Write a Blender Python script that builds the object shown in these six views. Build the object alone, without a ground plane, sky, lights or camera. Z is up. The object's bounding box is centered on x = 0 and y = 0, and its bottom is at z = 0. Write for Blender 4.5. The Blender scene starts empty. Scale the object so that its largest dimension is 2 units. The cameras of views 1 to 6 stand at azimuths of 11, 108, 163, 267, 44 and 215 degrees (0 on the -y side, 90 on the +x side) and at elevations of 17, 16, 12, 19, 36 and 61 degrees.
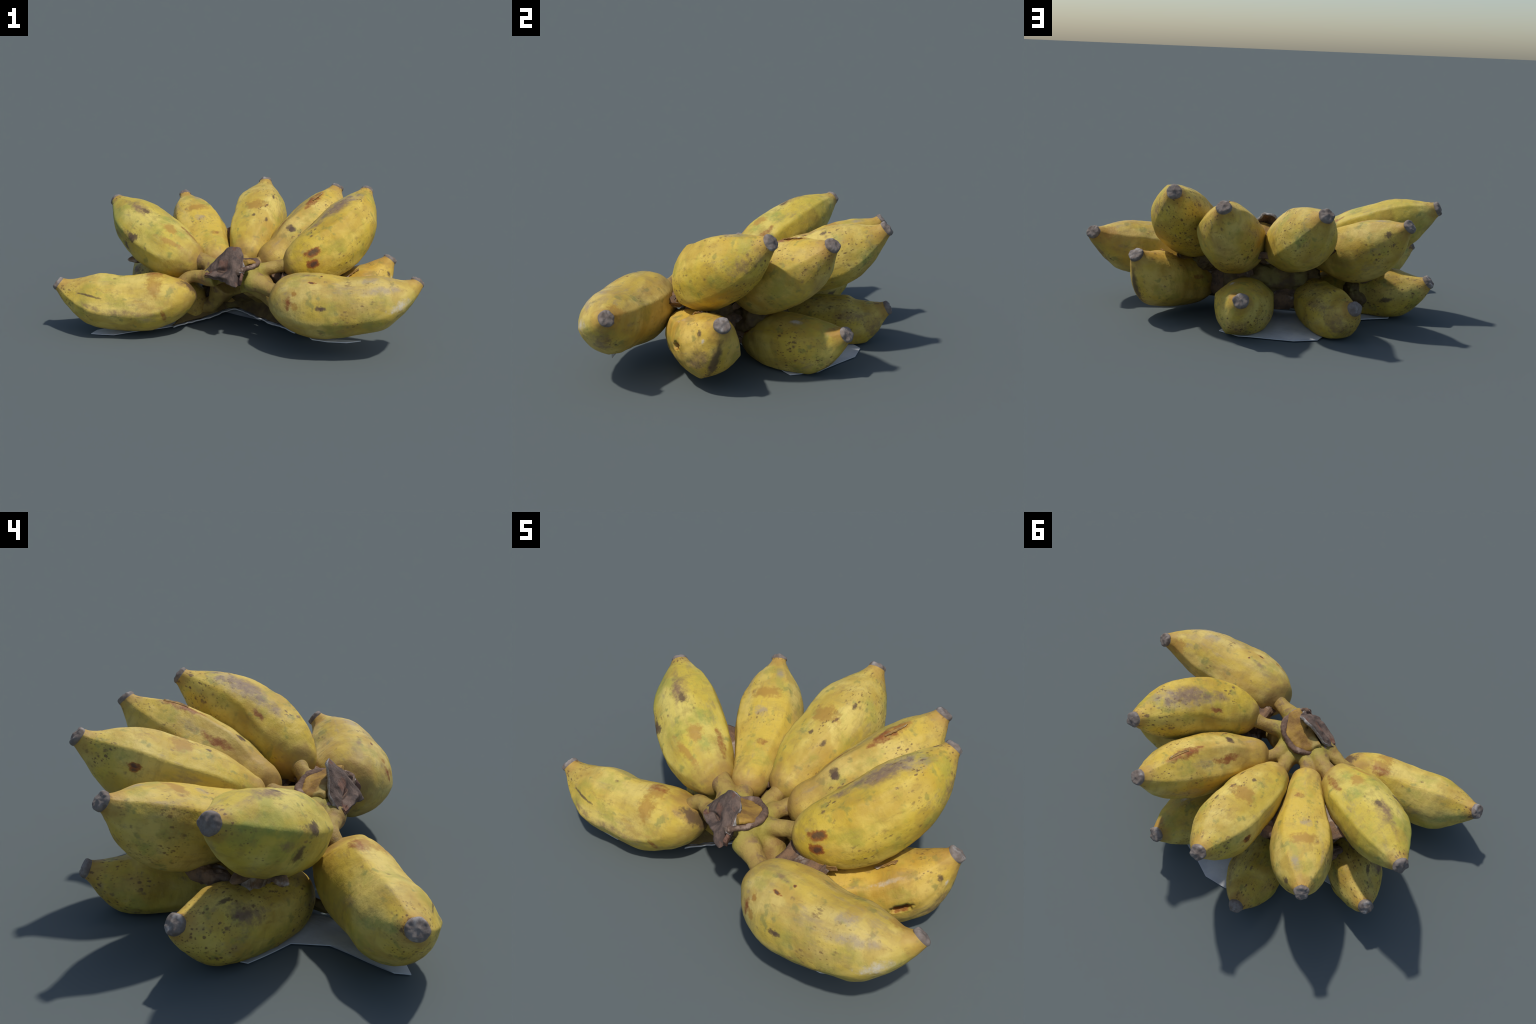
"""A bunch of short, plump, ridged bananas: seven fruits fan out from a cut
crown on top, four more lie below them on a sheet of white paper."""
import bpy, math, random
from mathutils import Vector, Matrix, noise

random.seed(7)
COL = bpy.context.scene.collection

# --------------------------------------------------------------------------
# description of the fruits
# spine: Bezier control points from the neck to the blossom end (metres)
# radii: girth along the spine, at the stations STATIONS (share of length)
STATIONS = [0, .03, .08, .16, .3, .5, .7, .84, .93, .97, 1.0]
FRUITS = {
    'A': dict(spine=[(-0.305, -0.295, 0.285), (-0.362, -0.386, 0.123), (-0.77, -0.448, 0.124), (-0.977, -0.456, 0.278)],
             radii=[0.05, 0.068, 0.095, 0.141, 0.155, 0.147, 0.142, 0.088, 0.052, 0.038, 0.036]),
    'B': dict(spine=[(-0.235, -0.182, 0.368), (-0.477, -0.144, 0.357), (-0.672, 0.047, 0.512), (-0.843, 0.163, 0.608)],
             radii=[0.049, 0.071, 0.092, 0.128, 0.153, 0.155, 0.136, 0.089, 0.052, 0.037, 0.037]),
    'C': dict(spine=[(-0.133, -0.145, 0.351), (-0.322, 0.234, 0.372), (-0.352, 0.248, 0.341), (-0.519, 0.517, 0.578)],
             radii=[0.046, 0.063, 0.076, 0.092, 0.121, 0.155, 0.146, 0.095, 0.049, 0.033, 0.036]),
    'D': dict(spine=[(-0.013, -0.069, 0.354), (0.0, 0.174, 0.413), (0.003, 0.451, 0.485), (-0.025, 0.641, 0.66)],
             radii=[0.045, 0.063, 0.082, 0.115, 0.146, 0.155, 0.145, 0.093, 0.052, 0.037, 0.036]),
    'E': dict(spine=[(0.082, -0.104, 0.349), (0.335, 0.06, 0.379), (0.38, 0.365, 0.523), (0.444, 0.484, 0.679)],
             radii=[0.043, 0.063, 0.086, 0.111, 0.15, 0.157, 0.142, 0.094, 0.053, 0.036, 0.034]),
    'F': dict(spine=[(0.242, -0.234, 0.391), (0.505, -0.188, 0.433), (0.589, 0.046, 0.561), (0.64, 0.255, 0.72)],
             radii=[0.038, 0.058, 0.086, 0.132, 0.159, 0.162, 0.139, 0.088, 0.051, 0.036, 0.036]),
    'G': dict(spine=[(0.228, -0.433, 0.308), (0.598, -0.592, 0.201), (0.978, -0.434, 0.358), (0.966, -0.387, 0.401)],
             radii=[0.046, 0.07, 0.104, 0.155, 0.173, 0.156, 0.141, 0.089, 0.05, 0.036, 0.039]),
    'H': dict(spine=[(0.288, -0.311, 0.162), (0.641, -0.079, 0.141), (0.685, -0.015, 0.217), (0.803, 0.086, 0.371)],
             radii=[0.048, 0.071, 0.093, 0.116, 0.139, 0.141, 0.141, 0.088, 0.052, 0.037, 0.036]),
    'I': dict(spine=[(0.112, -0.005, 0.106), (0.221, 0.102, 0.088), (0.314, 0.346, 0.081), (0.359, 0.545, 0.23)],
             radii=[0.048, 0.072, 0.096, 0.121, 0.147, 0.151, 0.128, 0.083, 0.049, 0.036, 0.036]),
    'J': dict(spine=[(-0.142, -0.01, 0.12), (-0.159, 0.546, 0.073), (-0.167, 0.44, 0.089), (-0.201, 0.633, 0.192)],
             radii=[0.046, 0.07, 0.093, 0.106, 0.121, 0.13, 0.125, 0.079, 0.046, 0.034, 0.036]),
    'K': dict(spine=[(-0.229, -0.114, 0.075), (-0.441, -0.13, 0.108), (-0.638, 0.207, 0.088), (-0.756, 0.289, 0.229)],
             radii=[0.048, 0.074, 0.102, 0.128, 0.141, 0.139, 0.133, 0.083, 0.049, 0.035, 0.035]),
}
# the neck ends are blunt: swell the first stations after the neck
for _k, _f in FRUITS.items():
    _b = {'A': (1.4, 1.28), 'B': (1.15, 1.1), 'G': (1.28, 1.18), 'F': (1.25, 1.18), 'C': (1.05, 1.08), 'D': (1.12, 1.10),
          'E': (1.14, 1.12)}.get(_k, (1.15, 1.08))
    _r = _f['radii']
    _f['stalk'] = {'A': .034, 'B': .046, 'C': .038, 'D': .037, 'E': .036, 'F': .035, 'G': .041}.get(_k, .045)
    _r[0] = _f['stalk'] * .9
    _r[1] *= _b[0]
    _r[2] *= _b[1]
    for _i, _d in ((6, .002), (7, .008), (8, .005), (9, .004)):
        _r[_i] += _d
    _r[9], _r[10] = min(_r[9], .041), .0355
# ridges running along each fruit: degrees round the spine from its top
RIDGES = {   # (degrees, weight)
    'A': [(12, .8), (-93, 1), (100, .5)], 'B': [(-80, 1), (48, 1), (175, .4)], 'C': [(32, 1), (-53, 1), (170, .3)],
    'D': [(-52, 1.1), (25, .8), (117, .9)], 'E': [(-8, 1), (-58, .9), (85, .7), (155, .5)],
    'F': [(27, .9), (131, .6), (-48, .5)], 'G': [(-64, 1), (105, .4), (180, .5)], 'H': [(46, 1), (165, .8), (-120, 1), (98, -.4), (125, -.4)],
    'I': [(65, .9), (150, .9), (-60, .7)], 'J': [(70, .8), (-20, .8), (150, .6), (-110, .6)], 'K': [(32, .6), (-60, .7), (130, .6)],
}
# where each fruit hangs on the crown
HANG = {
    'A': (-.12, -.325, .325), 'B': (-.10, -.275, .325), 'C': (-.06, -.235, .315),
    'D': (.0, -.225, .315), 'E': (.035, -.245, .335), 'F': (.075, -.285, .355),
    'G': (.085, -.375, .345),
    'H': (.10, -.27, .30), 'I': (.05, -.14, .24), 'J': (-.06, -.13, .24), 'K': (-.10, -.17, .24),
}
# pits torn into a skin: (share of length, degrees round, half length, half width, depth)
PITS = {'H': [(0.61, 87, .045, .017, .035)], 'K': [(.72, 60, .02, .006, .006)]}
# freckles: how densely each skin is speckled with small dark dots
FRECKLES = {'A': .25, 'B': .3, 'C': .45, 'D': .4, 'E': .6, 'F': .75, 'G': .3,
            'H': .35, 'I': .8, 'J': .9, 'K': 1.0}
# marks on the skins: (share of length, degrees round, half length, half width, kind)
MARKS = {
    'F': [
        (0.19, 57, 0.044, 0.021, 'burn'), (0.17, 82, 0.032, 0.024, 'burn'), (0.61, -4, 0.108, 0.042, 'bruise'),
        (0.77, 2, 0.054, 0.042, 'grey'), (0.4, -38, 0.034, 0.014, 'russet'), (0.61, -18, 0.138, 0.048, 'grey'),
        (0.58, -14, 0.15, 0.038, 'bruise'), (0.38, -38, 0.032, 0.011, 'russet'), (0.84, 110, 0.066, 0.037, 'bruise'),
        (0.17, 83, 0.032, 0.025, 'burn'),
    ],
    'A': [
        (.02, -100, .030, .085, 'dark'), (.05, -150, .03, .05, 'bruise'),
        (0.17, -4, 0.046, 0.033, 'amber'), (0.23, -37, 0.041, 0.056, 'amber'), (0.3, -75, 0.069, 0.05, 'stain'),
        (0.23, -109, 0.013, 0.043, 'russet'), (0.74, -62, 0.056, 0.006, 'dark'), (0.17, 7, 0.056, 0.026, 'russet'),
        (0.84, 74, 0.082, 0.019, 'green'), (0.49, -89, 0.138, 0.016, 'bruise'), (0.7, -85, 0.055, 0.01, 'bruise'),
    ],
    'B': [
        (0.67, -12, 0.078, 0.031, 'bruise'), (0.59, -12, 0.028, 0.017, 'dark'), (0.29, -10, 0.047, 0.031, 'amber'),
        (0.21, -42, 0.084, 0.014, 'amber'), (0.18, 31, 0.065, 0.018, 'russet'), (0.4, 18, 0.04, 0.039, 'green'),
        (0.2, 1, 0.036, 0.033, 'green'), (0.47, -74, 0.027, 0.025, 'dark'), (0.5, -76, 0.035, 0.019, 'dark'),
        (0.65, -100, 0.046, 0.017, 'bruise'), (0.54, -109, 0.023, 0.03, 'dark'), (0.79, -82, 0.21, 0.016, 'green'),
        (0.68, -21, 0.125, 0.017, 'bruise'),
    ],
    'C': [
        (0.51, -10, 0.024, 0.025, 'grey'), (0.71, -68, 0.063, 0.052, 'stain'), (0.68, -2, 0.032, 0.074, 'amber'),
        (0.26, 9, 0.017, 0.024, 'russet'), (0.85, 18, 0.036, 0.017, 'grey'), (0.77, -132, 0.044, 0.028, 'green'),
        (0.89, 82, 0.021, 0.017, 'dark'),
    ],
    'D': [
        (0.49, -3, 0.045, 0.069, 'amber'), (0.34, 1, 0.011, 0.011, 'dark'), (0.32, 31, 0.015, 0.009, 'dark'),
        (0.63, 30, 0.015, 0.009, 'dark'), (0.7, -76, 0.018, 0.014, 'burn'), (0.7, -72, 0.028, 0.012, 'burn'),
        (0.7, -14, 0.049, 0.031, 'stain'), (0.83, 119, 0.043, 0.03, 'green'),
    ],
    'E': [
        (0.65, -3, 0.068, 0.021, 'russet'), (0.3, 14, 0.018, 0.016, 'dark'), (0.39, -33, 0.035, 0.018, 'russet'),
        (0.7, -5, 0.091, 0.027, 'russet'), (0.33, -26, 0.046, 0.013, 'russet'), (0.3, 11, 0.018, 0.014, 'dark'),
        (0.7, -8, 0.06, 0.032, 'russet'), (0.4, -33, 0.061, 0.015, 'russet'), (0.3, 5, 0.021, 0.014, 'dark'),
    ],
    'G': [
        (0.29, 29, 0.026, 0.007, 'burn'), (0.36, 76, 0.022, 0.012, 'dark'), (0.34, 8, 0.007, 0.007, 'burn'),
        (0.7, 45, 0.102, 0.02, 'grey'), (0.81, 96, 0.063, 0.021, 'chalk'), (0.9, -55, 0.045, 0.041, 'amber'),
        (0.18, 77, 0.015, 0.034, 'russet'), (0.2, 56, 0.011, 0.014, 'russet'), (0.18, 76, 0.013, 0.014, 'russet'),
        (0.2, 56, 0.013, 0.012, 'amber'), (0.22, 80, 0.02, 0.018, 'amber'), (0.38, 76, 0.019, 0.01, 'dark'),
        (0.86, 178, 0.075, 0.027, 'bruise'), (0.18, 75, 0.032, 0.016, 'russet'), (0.68, 14, 0.047, 0.028, 'grey'),
        (0.25, 9, 0.031, 0.011, 'bruise'),
    ],
    'H': [
        (0.61, 87, 0.042, 0.019, 'burn'), (0.79, 166, 0.1, 0.02, 'dark'), (0.76, 135, 0.067, 0.035, 'bruise'),  # first entry blackens the pit: the hole's shadow painted on, no scorch
        (0.87, 109, 0.013, 0.007, 'chalk'), (0.87, 81, 0.012, 0.015, 'dark'), (0.61, 39, 0.056, 0.009, 'chalk'),
        (0.4, -73, 0.034, 0.012, 'russet'), (0.7, 39, 0.057, 0.037, 'stain'),
    ],
    'I': [
        (0.78, -179, 0.062, 0.045, 'bruise'), (0.94, 44, 0.038, 0.03, 'amber'), (0.62, 24, 0.031, 0.011, 'chalk'),
        (0.16, 54, 0.037, 0.044, 'burn'),
    ],
    'J': [
        (0.84, 132, 0.05, 0.069, 'bruise'), (0.69, 58, 0.062, 0.027, 'bruise'), (0.7, -68, 0.027, 0.023, 'stain'),
    ],
    'K': [
        (0.71, -56, 0.039, 0.014, 'dark'), (0.75, -25, 0.024, 0.009, 'dark'), (0.64, -60, 0.067, 0.032, 'bruise'),
        (0.71, -47, 0.032, 0.029, 'bruise'), (0.69, 98, 0.04, 0.011, 'dark'),
    ],
}
MARK_COLOURS = {   # linear colour, strength, raggedness
    'burn':   ((.13, .045, .018), .92, .5),
    'bruise': ((.22, .13, .075), .75, .75),
    'dark':   ((.10, .06, .038), .85, .65),
    'russet': ((.26, .085, .022), .80, .65),
    'amber':  ((.40, .215, .04), .78, .75),
    'stain':  ((.43, .26, .06), .65, .85),
    'green':  ((.25, .29, .06), .60, .7),
    'grey':   ((.33, .26, .19), .70, .75),
    'chalk':  ((.62, .56, .47), .75, .8),
}

# --------------------------------------------------------------------------
# small helpers
def smooth(a, b, x):
    t = min(1, max(0, (x - a) / (b - a)))
    return t * t * (3 - 2 * t)

def interp(x, xs, ys):
    """monotone-ish Catmull-Rom through a profile table"""
    n = len(xs)
    if x <= xs[0]: return ys[0]
    if x >= xs[-1]: return ys[-1]
    i = max(j for j in range(n - 1) if xs[j] <= x)
    h = xs[i + 1] - xs[i]
    t = (x - xs[i]) / h
    d = (ys[i + 1] - ys[i]) / h
    m0 = d if i == 0 else .5 * (d + (ys[i] - ys[i - 1]) / (xs[i] - xs[i - 1]))
    m1 = d if i == n - 2 else .5 * (d + (ys[i + 2] - ys[i + 1]) / (xs[i + 2] - xs[i + 1]))
    return ((2*t**3 - 3*t**2 + 1) * ys[i] + (t**3 - 2*t**2 + t) * h * m0
            + (-2*t**3 + 3*t**2) * ys[i + 1] + (t**3 - t**2) * h * m1)

def bezier(P, t):
    return (P[0] * (1-t)**3 + P[1] * 3*t*(1-t)**2 + P[2] * 3*t*t*(1-t) + P[3] * t**3)

def fbm(p, scale, octaves=3):
    v, a, s = 0, 1, scale
    for _ in range(octaves):
        v += a * noise.noise(p * s)
        a *= .5
        s *= 2.1
    return v

def new_object(name, verts, faces, parent, mat, matrix=None, normals=None, smooth_shade=True):
    """mesh object; verts given in the bunch frame, stored in the local frame"""
    inv = matrix.inverted() if matrix else None
    me = bpy.data.meshes.new(name)
    me.from_pydata([tuple(inv @ v) if inv else tuple(v) for v in verts], [], faces)
    me.update()
    if smooth_shade:
        me.polygons.foreach_set('use_smooth', [True] * len(me.polygons))
    if normals:
        rot = inv.to_3x3() if inv else None
        me.normals_split_custom_set_from_vertices([tuple(rot @ n) if rot else tuple(n) for n in normals])
    me.materials.append(mat)
    ob = bpy.data.objects.new(name, me)
    COL.objects.link(ob)
    if matrix: ob.matrix_basis = matrix
    if parent is not None:
        ob.parent = parent
    return ob

def grid_faces(rows, cols, closed=True, start=0):
    out = []
    for i in range(rows - 1):
        for j in range(cols if closed else cols - 1):
            k = (j + 1) % cols
            a = start + i * cols
            b = a + cols
            out.append((a + j, a + k, b + k, b + j))
    return out

def vertex_normals(verts, faces):
    n = [Vector((0, 0, 0)) for _ in verts]
    for f in faces:
        p = [verts[i] for i in f]
        c = (p[2] - p[0]).cross(p[-1] - p[1]) if len(f) == 4 else (p[1] - p[0]).cross(p[2] - p[0])
        for i in f: n[i] += c
    return [v.normalized() if v.length > 0 else Vector((0, 0, 1)) for v in n]

def split_object(name, verts, normals, faces, parent, mat, matrix):
    used = sorted({i for f in faces for i in f})
    idx = {v: k for k, v in enumerate(used)}
    return new_object(name, [verts[i] for i in used], [tuple(idx[i] for i in f) for f in faces],
                      parent, mat, matrix, [normals[i] for i in used])

# --------------------------------------------------------------------------
# node helpers
class Nodes:
    def __init__(self, name):
        self.mat = bpy.data.materials.new(name)
        self.mat.use_nodes = True
        self.t = self.mat.node_tree
        self.t.nodes.clear()
        self.out = self.new('ShaderNodeOutputMaterial')
        self.bsdf = self.new('ShaderNodeBsdfPrincipled')
        self.link(self.bsdf.outputs[0], self.out.inputs[0])
        self.obj = self.new('ShaderNodeTexCoord').outputs['Object']

    def new(self, kind, **kw):
        n = self.t.nodes.new(kind)
        for k, v in kw.items(): setattr(n, k, v)
        return n

    def link(self, a, b): self.t.links.new(a, b)

    def put(self, sock, v):
        if isinstance(v, bpy.types.NodeSocket): self.link(v, sock)
        elif isinstance(v, (tuple, list, Vector)):
            sock.default_value = (*v, 1) if sock.type == 'RGBA' and len(v) == 3 else tuple(v)
        else: sock.default_value = v

    def math(self, op, a, b=0., clamp=False):
        n = self.new('ShaderNodeMath', operation=op, use_clamp=clamp)
        self.put(n.inputs[0], a); self.put(n.inputs[1], b)
        return n.outputs[0]

    def vec(self, op, a, b=(0, 0, 0)):
        n = self.new('ShaderNodeVectorMath', operation=op)
        self.put(n.inputs[0], a); self.put(n.inputs[1], b)
        return n.outputs['Value'] if op in ('LENGTH', 'DOT_PRODUCT') else n.outputs[0]

    def noise(self, vec, scale, detail=3., rough=.55, distort=0.):
        n = self.new('ShaderNodeTexNoise')
        self.put(n.inputs['Vector'], vec)
        n.inputs['Scale'].default_value = scale
        n.inputs['Detail'].default_value = detail
        n.inputs['Roughness'].default_value = rough
        n.inputs['Distortion'].default_value = distort
        return n.outputs

    def ramp(self, v, lo, hi, a=0., b=1.):
        n = self.new('ShaderNodeMapRange', interpolation_type='SMOOTHSTEP')
        self.put(n.inputs[0], v)
        for i, x in zip((1, 2, 3, 4), (lo, hi, a, b)): self.put(n.inputs[i], x)
        return n.outputs[0]

    def mix(self, fac, a, b, blend='MIX'):
        n = self.new('ShaderNodeMix', data_type='RGBA', blend_type=blend)
        self.put(n.inputs[0], fac); self.put(n.inputs[6], a); self.put(n.inputs[7], b)
        return n.outputs[2]

    def finish(self, colour, rough=.6, spec=.3, bump=None, dist=.004, strength=.5):
        self.put(self.bsdf.inputs['Base Color'], colour)
        self.put(self.bsdf.inputs['Roughness'], rough)
        self.bsdf.inputs['Specular IOR Level'].default_value = spec
        if bump is not None:
            b = self.new('ShaderNodeBump')
            b.inputs['Strength'].default_value = strength
            b.inputs['Distance'].default_value = dist
            self.link(bump, b.inputs['Height'])
            self.link(b.outputs[0], self.bsdf.inputs['Normal'])
        return self.mat

YELLOW, PALE, OCHRE, OLIVE = (.61, .43, .060), (.68, .515, .135), (.47, .295, .042), (.37, .33, .06)

# overall tint of each skin; I, J, K dimmed for shade of the upper tier
TINT = {'A': (1, 1, 1), 'B': (.94, .99, .92), 'C': (1, .99, 1), 'D': (1.01, 1.02, 1.0), 'E': (1, .98, 1),
        'F': (1.03, 1, .75), 'G': (.93, .93, 1.05), 'H': (1, .91, .8), 'I': (.95, .95, .9), 'J': (.95, .93, .85), 'K': (.96, .94, .85)}

def banana_skin(tint, seed, length, marks, freckle, tip_local, neck_local):
    n = Nodes('banana_skin')
    shift = Vector((seed * 3.1, seed * 1.7, -seed * 2.3))
    p = n.vec('ADD', n.obj, shift)
    along = n.vec('MULTIPLY', p, (.45, 1.3, 1.3))       # streaks follow the fruit
    across = n.vec('MULTIPLY', p, (1.7, .7, .7))        # faint crossways mottling
    def jitter(scale, amp):
        return n.vec('MULTIPLY', n.vec('SUBTRACT', n.noise(p, scale, 3, .6)[1], (.5, .5, .5)), (amp,) * 3)
    j_big, j_mid, j_fine = jitter(9, 2.4), jitter(26, 2.4), jitter(75, 2.4)
    wp = n.vec('ADD', p, n.vec('MULTIPLY', j_mid, (.012,) * 3))
    col = n.mix(n.ramp(n.noise(along, 6)[0], .36, .66), YELLOW, PALE)
    col = n.mix(n.ramp(n.noise(p, 5, 4)[0], .50, .70, 0, .75), col, OCHRE)
    # waxy patches with a definite edge
    col = n.mix(n.ramp(n.noise(n.vec('ADD', wp, (3, 8, 2)), 7, 1)[0], .54, .63, 0, .45), col, (.47, .29, .05))
    col = n.mix(n.ramp(n.noise(across, 15, 4, .65)[0], .50, .72, 0, .55), col, (.43, .30, .07))
    col = n.mix(n.ramp(n.noise(n.vec('ADD', p, (7, 3, 1)), 6.5, 5, .6)[0], .51, .69, 0, .70), col, OLIVE)
    col = n.mix(n.ramp(n.noise(n.vec('ADD', p, (5, 6, 1)), 17, 3)[0], .59, .71, 0, .55), col, (.20, .22, .065))
    # soft tan-brown smears
    col = n.mix(n.ramp(n.noise(n.vec('ADD', along, (6, 1, 3)), 4.5, 5, .62, .3)[0], .51, .73, 0, .58), col, (.37, .225, .06))
    col = n.mix(n.ramp(n.noise(n.vec('ADD', along, (2, 2, 9)), 22, 4, .65)[0], .55, .72, 0, .4), col, (.36, .25, .075))
    # mauve-grey rubbing and fine brown flecking
    col = n.mix(n.ramp(n.noise(n.vec('ADD', along, (1, 9, 4)), 9, 5, .68)[0], .55, .72, 0, .65), col, (.33, .245, .125))
    col = n.mix(n.ramp(n.noise(n.vec('ADD', along, (8, 2, 4)), 40, 4, .7)[0], .57, .72, 0, .45), col, (.33, .19, .05))
    col = n.mix(1., col, tint, 'MULTIPLY')
    # orange-brown towards both ends
    wob = n.noise(p, 18, 2)[0]
    dt = n.vec('LENGTH', n.vec('SUBTRACT', n.obj, tip_local))
    dt = n.math('ADD', dt, n.math('MULTIPLY', n.math('SUBTRACT', wob, .5), .10))
    col = n.mix(n.ramp(dt, .025, .10, .7, 0), col, (.40, .215, .05))
    dn = n.vec('LENGTH', n.vec('SUBTRACT', n.obj, neck_local))
    dn = n.math('ADD', dn, n.math('MULTIPLY', n.math('SUBTRACT', wob, .5), .20))
    col = n.mix(n.ramp(dn, .03, .16, .75, 0), col, (.36, .205, .06))
    # marks
    patchy = n.ramp(n.noise(p, 30, 4, .7)[0], .30, .62, .25, 1)
    jit_large = n.vec('ADD', j_big, n.vec('MULTIPLY', j_mid, (.8,) * 3))
    jit_mid = n.vec('ADD', n.vec('MULTIPLY', j_mid, (1.2,) * 3), n.vec('MULTIPLY', j_fine, (.7,) * 3))
    jit_small = n.vec('ADD', n.vec('MULTIPLY', j_mid, (.4,) * 3), n.vec('MULTIPLY', j_fine, (1.2,) * 3))
    for centre, rot, hl, hw, kind in marks:
        colour, strength, ragged = MARK_COLOURS[kind]
        m = n.new('ShaderNodeMapping', vector_type='TEXTURE')
        n.put(m.inputs['Vector'], n.obj)
        m.inputs['Location'].default_value = centre
        m.inputs['Rotation'].default_value = rot
        m.inputs['Scale'].default_value = (hl, hw, .06)
        size = max(hl, hw)
        jit = jit_large if size > .09 else jit_mid if size > .028 else jit_small
        q = n.vec('ADD', m.outputs[0], n.vec('MULTIPLY', jit, (ragged,) * 3))
        d = n.vec('LENGTH', q)
        soft = {'burn': .45, 'dark': .75, 'russet': .6, 'amber': .7}.get(kind, 1.0)
        fac = n.ramp(d, 1 - soft * .6, 1 + soft * .6, strength, 0)
        if kind in ('bruise', 'grey', 'green', 'chalk', 'stain', 'russet'):
            fac = n.math('MULTIPLY', fac, patchy)
        if kind == 'burn':                         # rusty rim round a dark heart
            colour = n.mix(n.ramp(d, .35, .9), (.095, .045, .028), (.30, .095, .018))
        col = n.mix(fac, col, colour)
    # freckles: small dots, gathered in clouds, denser towards the blossom end
    sx = n.new('ShaderNodeSeparateXYZ'); n.put(sx.inputs[0], n.obj)
    far = n.ramp(sx.outputs[0], length * .15, length * .85, .0, .12)
    cloud = n.math('ADD', n.noise(n.vec('ADD', p, (2, 5, 8)), 5.5, 2)[0], far)
    cloud = n.ramp(cloud, .70 - .26 * freckle, .86 - .26 * freckle)
    for scale, size, c, s in ((34, .34, (.12, .06, .04), .75), (62, .44, (.14, .07, .035), .8), (110, .42, (.17, .09, .03), .75)):
        v = n.new('ShaderNodeTexVoronoi')
        wq = n.vec('ADD', n.vec('MULTIPLY', p, (.6, 1.15, 1.15)), n.vec('MULTIPLY', j_fine, (.30 / scale,) * 3))
        n.put(v.inputs['Vector'], wq)
        v.inputs['Scale'].default_value = scale
        r = n.new('ShaderNodeSeparateColor'); n.put(r.inputs[0], v.outputs['Color'])
        pick = n.ramp(r.outputs[0], .35, .4)
        lim = n.math('MULTIPLY', r.outputs[1], size)
        dot = n.ramp(n.math('SUBTRACT', v.outputs['Distance'], lim), -.16, .07, 1, 0)
        dot = n.math('MULTIPLY', n.math('MULTIPLY', dot, pick), cloud)
        col = n.mix(n.math('MULTIPLY', dot, s), col, c)
    # a few larger stray spots anywhere
    v = n.new('ShaderNodeTexVoronoi')
    n.put(v.inputs['Vector'], n.vec('ADD', n.vec('MULTIPLY', p, (.7, 1.2, 1.2)), n.vec('MULTIPLY', j_fine, (.012,) * 3)))
    v.inputs['Scale'].default_value = 14
    r = n.new('ShaderNodeSeparateColor'); n.put(r.inputs[0], v.outputs['Color'])
    stray = n.math('MULTIPLY', n.ramp(v.outputs['Distance'], .03, .17, 1, 0), n.ramp(r.outputs[2], .5, .6))
    col = n.mix(n.math('MULTIPLY', stray, .65), col, (.20, .12, .055))
    h = n.math('ADD', n.noise(p, 45, 4)[0], n.math('MULTIPLY', n.noise(p, 160, 2)[0], .35))
    h = n.math('ADD', h, n.noise(across, 30, 3)[0])
    return n.finish(col, .58, .28, h, .004, .4)

def plain(name, base, other, scale, rough=.75, third=None, bump=.006, stretch=(1, 1, 1), spec=.2):
    n = Nodes(name)
    p = n.vec('MULTIPLY', n.obj, stretch)
    col = n.mix(n.ramp(n.noise(p, scale, 5, .65)[0], .38, .64), base, other)
    if third:
        col = n.mix(n.ramp(n.noise(n.vec('ADD', p, (4, 2, 9)), scale * .6, 4)[0], .54, .66), col, third)
    return n.finish(col, rough, spec, n.noise(p, scale * 2.2, 5, .7)[0], bump, .8)

def crown_skin(centre):
    n = Nodes('crown_skin')
    p = n.obj
    col = n.mix(n.ramp(n.noise(p, 13, 5, .65)[0], .38, .64), (.38, .265, .065), (.30, .18, .055))
    col = n.mix(n.ramp(n.noise(n.vec('ADD', p, (3, 3, 3)), 34, 4, .7)[0], .56, .70, 0, .6), col, (.20, .115, .05))
    geo = n.new('ShaderNodeNewGeometry').outputs['Position']
    d = n.vec('LENGTH', n.vec('SUBTRACT', geo, centre))
    d = n.math('ADD', d, n.math('MULTIPLY', n.math('SUBTRACT', n.noise(geo, 16, 3)[0], .5), .09))
    col = n.mix(n.ramp(d, .13, .19, .55, 0), col, (.36, .33, .055))
    col = n.mix(n.ramp(n.noise(n.vec('ADD', geo, (4, 2, 9)), 10, 4, .65)[0], .55, .68, 0, .85), col, (.19, .115, .06))
    return n.finish(col, .6, .25, n.noise(p, 40, 5, .7)[0], .005, .8)

CROWN_SKIN = crown_skin((-.012, -.325, .388))
CAP_GREY = plain('dried_blossom_grey', (.245, .205, .175), (.165, .13, .108), 24, .8, (.36, .325, .295), .002)
SCAR_BROWN = plain('dried_scar_brown', (.20, .125, .085), (.11, .07, .05), 30, .8, (.30, .21, .155), .006)
CUT_FLESH = plain('cut_flesh', (.38, .225, .045), (.24, .13, .04), 14, .6, (.44, .32, .10), .005)
FLAP_BROWN = plain('dried_peel_brown', (.170, .118, .092), (.085, .062, .052), 26, .8, (.20, .105, .072), .008, (1, 1, .35))
FLAP_EDGE = plain('peel_edge_grey', (.42, .40, .37), (.20, .18, .16), 40, .85, None, .006)
HEART = plain('stuck_inner_skin', (.17, .115, .042), (.11, .07, .036), 13, .7, (.22, .17, .055), .006)  # browns deepened to paint in the shadow under the crown
WEB_BROWN = plain('dried_bract', (.23, .135, .075), (.13, .085, .06), 20, .8, (.38, .31, .25), .008)
PAPER = plain('white_paper', (.66, .66, .65), (.58, .58, .58), 9, .9, (.70, .69, .66), .003)

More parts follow.
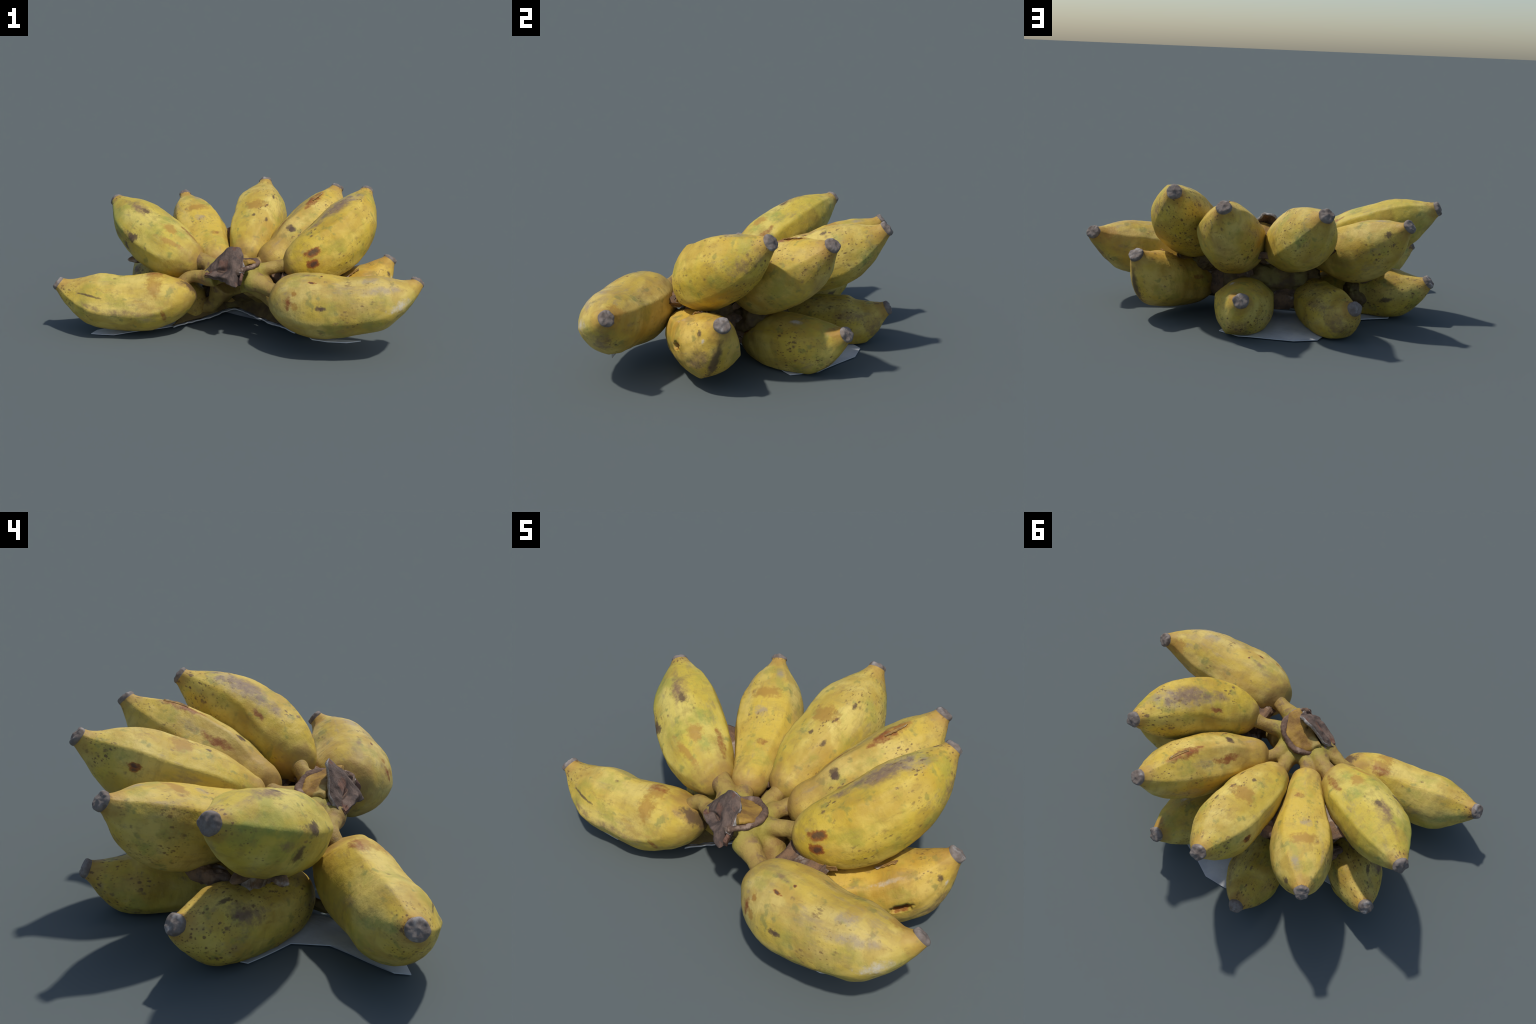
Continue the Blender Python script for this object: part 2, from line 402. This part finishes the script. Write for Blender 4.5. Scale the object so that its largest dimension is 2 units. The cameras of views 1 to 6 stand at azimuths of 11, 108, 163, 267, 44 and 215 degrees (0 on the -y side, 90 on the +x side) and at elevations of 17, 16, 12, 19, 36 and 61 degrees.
# --------------------------------------------------------------------------
class Spine:
    def __init__(self, P, n=160):
        self.P = [Vector(p) for p in P]
        pts = [bezier(self.P, i / n) for i in range(n + 1)]
        d = [0]
        for a, b in zip(pts, pts[1:]): d.append(d[-1] + (b - a).length)
        self.length = d[-1]
        self.pts, self.s = pts, [x / d[-1] for x in d]

    def at(self, s):
        s = min(1, max(0, s))
        i = 0
        lo, hi = 0, len(self.s) - 2
        while lo < hi:
            m = (lo + hi + 1) // 2
            if self.s[m] <= s: lo = m
            else: hi = m - 1
        i = lo
        f = (s - self.s[i]) / (self.s[i + 1] - self.s[i])
        return self.pts[i].lerp(self.pts[i + 1], f)

    def frame(self, s):
        c = self.at(s)
        t = (self.at(s + .012) - self.at(s - .012)).normalized()
        up = (Vector((0, 0, 1)) - t * t.z).normalized()
        return c, t, up, t.cross(up)

def girth(key, s, theta):
    """radius of a fruit at share s of its length, in direction theta (radians)"""
    r = interp(s, STATIONS, FRUITS[key]['radii'])
    k = smooth(.0, .30, s) * (1 - .55 * smooth(.85, .97, s))
    ridge = 0
    for a, w in RIDGES[key]:
        d = abs((theta - math.radians(a) + math.pi) % (2 * math.pi) - math.pi)
        ridge += w * math.exp(-(d / .25) ** 1.08)
    return r * (1 + k * (.122 * ridge - .026))

AROUND = 96
FLOOR = .006

def build_fruit(key, bunch, number):
    spine = Spine(FRUITS[key]['spine'])
    seed = number + 1
    # local frame: x from neck to blossom end
    neck, tip = spine.at(0), spine.at(1)
    x = (tip - neck).normalized()
    z = (Vector((0, 0, 1)) - x * x.z).normalized()
    y = z.cross(x)
    M = Matrix((x, y, z)).transposed().to_4x4()
    M.translation = neck
    inv = M.inverted()

    def surface(s, theta, bumps=True):
        c, t, up, side = spine.frame(s)
        d = up * math.cos(theta) + side * math.sin(theta)
        r = girth(key, s, theta)
        for ps, deg, hl, hw, depth in PITS.get(key, []):
            da = (theta - math.radians(deg) + math.pi) % (2 * math.pi) - math.pi
            u, v = (s - ps) * spine.length / hl, da * r / hw
            e = math.hypot(u, v) + .5 * noise.noise(Vector((u * 2, v * 2, 5)))
            r -= depth * (1 - smooth(.75, 1.05, e))
        p = c + d * r
        if bumps:
            q = p + Vector((seed * 5.3, 0, 0))
            k = smooth(0, .15, s)
            p += d * (fbm(q, 6, 2) * .0065 + fbm(q, 22, 3) * .002) * k * (1 - .6 * smooth(.9, 1, s))
        return p

    verts, faces = [], []
    ns = 0
    # body
    nb = 120
    cap_s = 1 - .014 / spine.length
    for i in range(nb + 1):
        s = cap_s * i / nb
        for j in range(AROUND):
            a = 2 * math.pi * j / AROUND
            p = surface(s, a)
            if p.z < FLOOR + .012:                 # lower side pressed flat
                f = FLOOR + .012 - p.z
                p.z = FLOOR + .012 - .012 * (1 - math.exp(-f / .012))
            verts.append(p)
    # dried blossom end: small flared ring, ragged rim, sunken middle with a nub
    c1, t1, up1, side1 = spine.frame(cap_s)
    r1 = interp(cap_s, STATIONS, FRUITS[key]['radii'])
    tilt = .25 * math.sin(seed * 2.2)
    prof = [(.002, 1.02), (.007, 1.03), (.012, 1.01), (.017, .94), (.020, .83), (.021, .66), (.021, .48), (.023, .30), (.026, .12)]
    for o, k in prof:
        for j in range(AROUND):
            a = 2 * math.pi * j / AROUND
            d = up1 * math.cos(a) + side1 * math.sin(a)
            rag = noise.noise(Vector((math.cos(a) * 1.8, math.sin(a) * 1.8, seed * 3))) 
            fine = fbm(Vector((math.cos(a) * k * r1, math.sin(a) * k * r1, seed * .7 + o)), 38, 2)
            edge = smooth(.45, 1, k)
            poly = 1 + edge * (.035 * math.cos(3 * a + seed) + .03 * math.cos(5 * a + 2 * seed))
            verts.append(c1 + t1 * (o * (1 + .35 * rag * edge * (o > .010)) + fine * .0035 * smooth(0, .012, o) + tilt * .15 * k * r1 * math.cos(a + seed) * smooth(0, .02, o))
                         + d * r1 * k * poly * (1 + .05 * fine))
    rows = ns + nb + 1 + len(prof)
    faces = grid_faces(rows, AROUND)
    last = len(verts)
    verts.append(c1 + t1 * .027)
    b = (rows - 1) * AROUND
    faces_cap_end = [(b + j, b + (j + 1) % AROUND, last) for j in range(AROUND)]
    allf = faces + faces_cap_end
    nrm = vertex_normals(verts, allf)
    if (nrm[(ns + 60) * AROUND] ).dot(verts[(ns + 60) * AROUND] - spine.at(cap_s * .5)) < 0:
        allf = [tuple(reversed(f)) for f in allf]
        nrm = [-v for v in nrm]
    nf_b = nb * AROUND
    marks = []
    for s, deg, hl, hw, kind in MARKS.get(key, []):
        th = math.radians(deg)
        c = surface(s, th)
        e = .01
        ax = (surface(min(.97, s + e), th) - surface(max(0, s - e), th)).normalized()
        cc, t, up, side = spine.frame(s)
        out = (up * math.cos(th) + side * math.sin(th))
        out = (out - ax * out.dot(ax)).normalized()
        R = Matrix((ax, out.cross(ax), out)).transposed()
        Rl = M.to_3x3().transposed() @ R
        marks.append((inv @ c, Rl.to_euler('XYZ'), hl, hw, kind))
    skin = banana_skin(TINT[key], seed, spine.length, marks, FRECKLES[key], inv @ spine.at(cap_s), inv @ neck)
    body = split_object('banana', verts, nrm, allf[:nf_b], bunch, skin, M)
    for nm, fs, mat in (('blossom_end', allf[nf_b:], CAP_GREY),):
        o = split_object(nm, verts, nrm, fs, None, mat, Matrix.Identity(4))
        # same frame as the fruit: store the mesh in the fruit's local axes
        o.data.transform(inv)
        o.data.normals_split_custom_set_from_vertices(
            [tuple(inv.to_3x3() @ nrm[i]) for i in sorted({i for f in fs for i in f})])
        o.parent = body
    return spine, body, M, surface

bunch = bpy.data.objects.new('banana_bunch', None)
COL.objects.link(bunch)
bunch['label'] = 'bunch of short plump ripe yellow bananas with brown spots'
bunch['category'] = 'banana bunch'

built = {k: build_fruit(k, bunch, i) for i, k in enumerate(FRUITS)}
spines = {k: b[0] for k, b in built.items()}

# flakes of torn skin that stand off the fruits
def flake(key, s, deg, length, width, lift, seed, mat):
    spine, body, M, surface = built[key]
    th = math.radians(deg)
    r = girth(key, s, th)
    nu, nv = 22, 9
    top, bot = [], []
    for i in range(nu):
        u = i / (nu - 1)
        for j in range(nv):
            v = j / (nv - 1)
            ragged = .75 + .45 * noise.noise(Vector((u * 5, seed, 0)))
            w = width * v * ragged * math.sin(math.pi * (.08 + .84 * u)) ** .5
            ss = s + (u - .5) * length / spine.length
            p = surface(ss, th + w / r)
            c, t, up, side = spine.frame(ss)
            out = (p - c).normalized()
            p += out * (lift * v * v * (1 + .8 * noise.noise(Vector((u * 4, v * 2, seed + 3)))) + .001)
            top.append(p + out * .002)
            bot.append(p - out * .002)
    N = nu * nv
    f = grid_faces(nu, nv, False)
    faces = f + [tuple(reversed([i + N for i in q])) for q in f]
    rim = list(range(nv)) + [i * nv + nv - 1 for i in range(1, nu)] + [(nu - 1) * nv + j for j in range(nv - 2, -1, -1)] \
        + [i * nv for i in range(nu - 2, 0, -1)]
    faces += [(rim[i], rim[i] + N, rim[(i + 1) % len(rim)] + N, rim[(i + 1) % len(rim)]) for i in range(len(rim))]
    o = new_object('torn_skin', top + bot, faces, None, mat, Matrix.Identity(4))
    o.data.transform(M.inverted())
    o.parent = body

TORN = plain('torn_skin', (.42, .25, .07), (.27, .15, .06), 30, .7, (.52, .44, .34), .005)
for q in [('F', .14, 122, .12, .035, .010, 1),
          ('H', .45, -20, .16, .05, .014, 4), ('H', .60, 5, .14, .03, .008, 5),
          ('E', .74, -4, .12, .018, .006, 10)]:
    flake(*q, TORN)


# --------------------------------------------------------------------------
# crown: the cut stump that all stalks run into, with a scar ring
def lathe(name, profile, centre, axis, xdir, mat, parent, ragged=.0, seed=0, squash=1., cols=96, cut=None, rise=0.):
    axis = Vector(axis).normalized()
    xd = (Vector(xdir) - axis * axis.dot(Vector(xdir))).normalized()
    yd = axis.cross(xd)
    verts = []
    for r, h in profile:
        for j in range(cols):
            a = 2 * math.pi * j / cols
            p = Vector(centre) + axis * h + (xd * math.cos(a) + yd * math.sin(a) * squash) * r
            p += (p - Vector(centre)).normalized() * fbm(p + Vector((seed, 0, 0)), 16, 4) * ragged
            if cut:                                 # flat torn front
                pt, nv = Vector(cut[0]), Vector(cut[1]).normalized()
                over = (p - pt).dot(nv)
                if rise: p.z += rise * smooth(-.10, 0, over)
                if over > 0: p -= nv * over * .92
            verts.append(p)
    faces = grid_faces(len(profile), cols)
    e = len(verts)
    verts.append(Vector(centre) + axis * profile[0][1]); verts.append(Vector(centre) + axis * profile[-1][1])
    faces += [(e, (j + 1) % cols, j) for j in range(cols)]
    b = (len(profile) - 1) * cols
    faces += [(b + j, b + (j + 1) % cols, e + 1) for j in range(cols)]
    if name is None: return verts, faces
    return new_object(name, verts, faces, parent, mat)

AX = (-.22, .03, 1)
CC = (-.012, -.325, .388)
CUT = ((-.028, -.335, .40), (-.5, -.86, .20))     # plane of the torn front
def remeshed(parts, voxel, smooth_steps):
    """union of closed shapes, melted together into one skin"""
    verts, faces = [], []
    for vs, fs in parts:
        o = len(verts)
        verts += vs
        faces += [tuple(i + o for i in f) for f in fs]
    me = bpy.data.meshes.new('union')
    me.from_pydata([tuple(v) for v in verts], [], faces)
    ob = bpy.data.objects.new('union', me)
    COL.objects.link(ob)
    m = ob.modifiers.new('melt', 'REMESH'); m.mode = 'VOXEL'; m.voxel_size = voxel
    m = ob.modifiers.new('soften', 'SMOOTH'); m.factor = .5; m.iterations = smooth_steps
    ev = ob.evaluated_get(bpy.context.evaluated_depsgraph_get()).to_mesh()
    out = [v.co.copy() for v in ev.vertices], [tuple(p.vertices) for p in ev.polygons]
    bpy.data.objects.remove(ob)
    bpy.data.meshes.remove(me)
    return out

def tube(spine, radius, rings=26, cols=28):
    vs = []
    for i in range(rings):
        s = i / (rings - 1)
        c, t, up, side = spine.frame(s)
        for j in range(cols):
            a = 2 * math.pi * j / cols
            vs.append(c + (up * math.cos(a) + side * math.sin(a)) * radius(s))
    fs = grid_faces(rings, cols)
    e = len(vs)
    vs += [spine.at(0), spine.at(1)]
    fs += [(e, (j + 1) % cols, j) for j in range(cols)]
    b = (rings - 1) * cols
    fs += [(b + j, b + (j + 1) % cols, e + 1) for j in range(cols)]
    return vs, fs

stalks = {}
parts = []
for k, (sp, body, M, surf) in built.items():
    h = Vector(HANG[k])
    c0, t0 = sp.at(0), (sp.at(.03) - sp.at(0)).normalized()
    inner = sp.at(.045)
    d0 = (c0 - h).length
    st = Spine([h, h + (c0 - h) * .5, c0 - t0 * min(.4 * d0, .07), inner], 60)
    stalks[k] = st
    w = FRUITS[k]['stalk'] + .002                # smoothing takes some of it away
    flare = .42 if k in 'ABCDEFG' else .6
    parts.append(tube(st, lambda s: w * (1 + flare * (1 - smooth(0, .6, s)) - .05 * math.sin(math.pi * s) + .12 * smooth(.75, 1, s))))
BODY_CUT = (CUT[0], (-.45, -.80, -.60))
parts.append(lathe(None, [(.05, -.150), (.10, -.140), (.138, -.115), (.148, -.085), (.132, -.045), (.124, -.02), (.122, -.003), (.110, .004), (.05, .006)],
                   CC, AX, (1, 0, 0), None, None, .012, 3, cut=BODY_CUT))
cv, cf = remeshed(parts, .0065, 9)
cv = [p + Vector((noise.noise(p * 22), noise.noise(p * 22 + Vector((7, 0, 0))), noise.noise(p * 22 + Vector((0, 7, 0))))) * .005 for p in cv]
cn = vertex_normals(cv, cf)
def owner(p):
    best, who = 1e9, None
    for k, st in stalks.items():
        for i in range(18, 61, 3):
            d = (st.pts[i] - p).length
            if d < best: best, who = d, (k if i > 18 else None)
    return who if best < .085 else None
vo = [owner(p) for p in cv]
groups = {}
for f in cf:
    ks = [vo[i] for i in f]
    groups.setdefault(max(ks, key=ks.count) if ks.count(None) <= len(ks) // 2 else None, []).append(f)
crown = split_object('crown', cv, cn, groups.pop(None), bunch, CROWN_SKIN, Matrix.Identity(4))
for k, fs in groups.items():
    sp, body, M, surf = built[k]
    inv = M.inverted()
    used = sorted({i for f in fs for i in f})
    o = split_object('fruit_stalk', cv, cn, fs, None, CROWN_SKIN, Matrix.Identity(4))
    o.data.transform(inv)
    o.data.normals_split_custom_set_from_vertices([tuple(inv.to_3x3() @ cn[i]) for i in used])
    o.parent = body
lathe('scar_ring', [(.108, -.010), (.122, -.012), (.134, -.004), (.137, .008), (.131, .017), (.121, .019), (.110, .012), (.105, .0)],
      CC, AX, (1, 0, 0), SCAR_BROWN, crown, .014, 3, cut=((-.05, -.378, .40), CUT[1]))
lathe('cut_face', [(.121, -.004), (.119, .008), (.108, .016), (.095, .014), (.075, .017), (.05, .022), (.03, .026), (.01, .028)],
      CC, AX, (1, 0, 0), CUT_FLESH, crown, .016, 9, cut=CUT, rise=.03)
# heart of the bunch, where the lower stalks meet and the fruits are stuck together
def lump(centre, size, seed, mat, name='dried_bract', rot=0, rough=.025, parent=None, sub=5):
    import bmesh
    bm = bmesh.new()
    bmesh.ops.create_icosphere(bm, subdivisions=sub, radius=1)
    R = Matrix.Rotation(rot, 3, 'Z')
    vs = []
    for v in bm.verts:
        p = R @ Vector((v.co.x * size[0], v.co.y * size[1], v.co.z * size[2])) + Vector(centre)
        p += v.co.normalized() * (fbm(p + Vector((seed, 0, 0)), 16, 4) * rough)
        p.z = max(p.z, .012)
        vs.append(p)
    fs = [tuple(v.index for v in f.verts) for f in bm.faces]
    bm.free()
    return new_object(name, vs, fs, parent or bunch, mat)

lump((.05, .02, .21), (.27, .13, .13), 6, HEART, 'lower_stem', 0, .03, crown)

# dried flap of peel folded down over the front of the crown
def lofted_sheet(name, top, bottom, bulge, thick, mat, edge_mat, parent, nu=70, nv=44, fold=None):
    tp = [Vector(p) for p in top]; bt = [Vector(p) for p in bottom]
    def along(pts, u):
        xs = [i / (len(pts) - 1) for i in range(len(pts))]
        return Vector([interp(u, xs, [p[k] for p in pts]) for k in range(3)])
    front = []
    for i in range(nv):
        v = i / (nv - 1)
        for j in range(nu):
            u = j / (nu - 1)
            a, b = along(tp, u), along(bt, u)
            p = a.lerp(b, v)
            out = Vector((.0, -1, .25)).normalized()
            p += out * bulge * math.sin(math.pi * v) * math.sin(math.pi * u)
            if fold: p += out * fold(u, v)
            p += Vector((noise.noise(p * 30), noise.noise(p * 30 + Vector((9, 0, 0))), noise.noise(p * 30 + Vector((0, 9, 0))))) * .006
            p += Vector((0, 0, 1)) * noise.noise(Vector((u * 9, v * 2, 3))) * .012 * (1 - smooth(0, .35, v))
            front.append(p)
    ff = grid_faces(nv, nu, False)
    nn = vertex_normals(front, ff)
    if sum((n.y for n in nn)) > 0: nn = [-n for n in nn]
    back = [p - n * thick for p, n in zip(front, nn)]
    verts = front + back
    N = len(front)
    faces = list(ff) + [tuple(reversed([i + N for i in f])) for f in ff]
    rim = [j for j in range(nu)] + [i * nu + nu - 1 for i in range(1, nv)] + \
          [(nv - 1) * nu + j for j in range(nu - 2, -1, -1)] + [i * nu for i in range(nv - 2, 0, -1)]
    rf = [(rim[i], rim[i] + N, rim[(i + 1) % len(rim)] + N, rim[(i + 1) % len(rim)]) for i in range(len(rim))]
    ob = new_object(name, verts, faces + rf, parent, mat)
    ob.data.materials.append(edge_mat)
    for f in ob.data.polygons:
        k = f.index - len(faces)                # pale dry edge along the top and upper right
        if 0 <= k < nu + nv * .2: f.material_index = 1
    return ob

def flap_fold(u, v):
    main = .016 * math.exp(-((u - .56 + .02 * v) / .06) ** 2) * smooth(.25, .8, v)
    groove = -.026 * math.exp(-((u - .72 - .02 * v) / .07) ** 2) * smooth(.2, .7, v)
    ledge = .022 * math.exp(-((v - .84) / .08) ** 2) * (1 - smooth(.40, .58, u))
    hollow = -.020 * math.exp(-((v - .66) / .09) ** 2) * math.exp(-((u - .38) / .18) ** 2)
    return main + groove + ledge + hollow

lofted_sheet('peel_flap',
             [(-.173, -.332, .362), (-.138, -.312, .408), (-.088, -.312, .458), (-.011, -.320, .511), (.032, -.335, .485), (.052, -.385, .442), (.054, -.440, .402)],
             [(-.168, -.345, .344), (-.140, -.378, .339), (-.085, -.402, .335), (-.030, -.432, .332), (.026, -.472, .328), (.042, -.462, .360), (.052, -.446, .394)],
             .014, .016, FLAP_BROWN, FLAP_EDGE, crown, fold=flap_fold)

# --------------------------------------------------------------------------
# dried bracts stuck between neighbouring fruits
def web(a, b, s0, s1, drop, thick, seed, lean=.5):
    sa, sb = spines[a], spines[b]
    n, m = 40, 20
    prof = []
    verts = []
    for i in range(n):
        s = s0 + (s1 - s0) * i / (n - 1)
        ca, cb = sa.at(s), sb.at(s)
        mid = ca.lerp(cb, lean)
        half = (cb - ca).length * .5
        d = (cb - ca).normalized()
        t = (sa.at(s + .02) - sa.at(s - .02)).normalized()
        up = d.cross(t).normalized()
        if up.z < 0: up = -up
        w = half * (1 - .9 * smooth(.75, 1, i / (n - 1)) * .5)
        th = thick * (.6 + .4 * math.sin(math.pi * i / (n - 1)))
        for j in range(m):
            ang = 2 * math.pi * j / m
            p = mid + d * w * math.cos(ang) + up * (th * math.sin(ang) + drop)
            p += up * fbm(p + Vector((seed, 0, 0)), 14, 4) * .03 + d * fbm(p + Vector((0, seed, 0)), 14, 3) * .02 \
                 + t * fbm(p + Vector((0, 0, seed)), 9, 2) * .03
            verts.append(p)
    faces = grid_faces(n, m)
    e = len(verts)
    verts.append(sum((verts[j] for j in range(m)), Vector()) / m)
    verts.append(sum((verts[(n - 1) * m + j] for j in range(m)), Vector()) / m)
    faces += [(e, (j + 1) % m, j) for j in range(m)]
    faces += [((n - 1) * m + j, (n - 1) * m + (j + 1) % m, e + 1) for j in range(m)]
    o = new_object('dried_bract', verts, faces, bunch, WEB_BROWN)
    return o

web('B', 'C', .12, .55, -.04, .03, 1)
web('C', 'D', .08, .56, -.025, .03, 2)
web('D', 'E', .10, .45, -.06, .03, 3)
web('E', 'F', .08, .45, -.06, .03, 4)
web('F', 'G', .0, .28, -.04, .03, 5)
web('B', 'K', .22, .55, .02, .04, 15)
web('G', 'H', .03, .20, .0, .03, 14)
web('F', 'H', .04, .34, .0, .03, 6, .45)
web('E', 'H', .04, .34, .0, .04, 13)
web('H', 'I', .0, .24, .04, .10, 7)
web('I', 'J', .0, .31, .01, .06, 8)
web('J', 'K', .0, .24, .0, .065, 9)
web('E', 'I', .10, .30, .0, .05, 12)

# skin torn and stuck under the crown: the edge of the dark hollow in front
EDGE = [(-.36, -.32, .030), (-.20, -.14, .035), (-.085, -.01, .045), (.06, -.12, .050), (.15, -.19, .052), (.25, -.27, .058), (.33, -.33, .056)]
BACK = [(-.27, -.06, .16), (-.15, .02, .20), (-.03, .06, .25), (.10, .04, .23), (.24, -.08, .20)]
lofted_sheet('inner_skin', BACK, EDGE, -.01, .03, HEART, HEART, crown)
lofted_sheet('paper_scrap', [Vector(p) + Vector((0, .03, -.022)) for p in EDGE], [Vector(p) + Vector((0, -.008, -.016)) for p in EDGE],
             0, .006, PAPER, PAPER, bunch, 60, 10)

lump((-.63, -.05, .315), (.075, .03, .022), 2, WEB_BROWN, rot=.5, rough=.014)
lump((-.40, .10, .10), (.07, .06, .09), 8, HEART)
lump((-.56, .035, .312), (.11, .030, .022), 9, WEB_BROWN, rot=2.6, rough=.014)
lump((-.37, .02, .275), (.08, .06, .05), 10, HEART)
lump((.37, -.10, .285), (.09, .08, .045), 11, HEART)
lump((-.43, .17, .245), (.09, .05, .035), 4, WEB_BROWN, rot=.9, rough=.02)

# --------------------------------------------------------------------------
# sheet of white paper under the bunch
def sheet(outline, z0, thick, name, seed, tilt=None):
    pts = [Vector((x, y, 0)) for x, y in outline]
    c = sum(pts, Vector()) / len(pts)
    ring = []
    for a, b in zip(pts, pts[1:] + pts[:1]):
        for k in range(8): ring.append(a.lerp(b, k / 8))
    levels = [1, .93, .85, .75, .6, .45, .3, .15]
    def lift(p):
        z = z0 + (tilt(p) if tilt else 0)
        return z + .004 * (noise.noise(p * 6 + Vector((seed, 0, 0))) + .6)
    verts = []
    m = len(ring)
    for top in (True, False):
        for l in levels:
            for p in ring:
                q = c + (p - c) * l
                verts.append(Vector((q.x, q.y, lift(q) + (thick if top else 0))))
        verts.append(Vector((c.x, c.y, lift(c) + (thick if top else 0))))
    L = len(levels)
    N = L * m + 1
    f = grid_faces(L, m)
    f += [((L - 1) * m + j, (L - 1) * m + (j + 1) % m, N - 1) for j in range(m)]
    faces = f + [tuple(reversed([i + N for i in x])) for x in f]
    faces += [(j + N, (j + 1) % m + N, (j + 1) % m, j) for j in range(m)]
    return new_object(name, verts, faces, bunch, PAPER, smooth_shade=False)

sheet([(.17, .472), (.075, .525), (-.05, .523), (-.14, .42), (-.34, .21), (-.57, .20), (-.65, .05), (-.53, -.11), (-.59, -.343),
       (-.77, -.43), (-.785, -.485), (-.655, -.48), (-.36, -.27), (-.10, .06), (.085, -.09), (.22, .05), (.40, .28), (.33, .40)],
      0.0, .004, 'paper_sheet', 3)

sheet([(.43, -.51), (.45, -.545), (.53, -.562), (.63, -.55), (.70, -.51), (.62, -.52), (.52, -.525)], .093, .004, 'paper_scrap', 8)
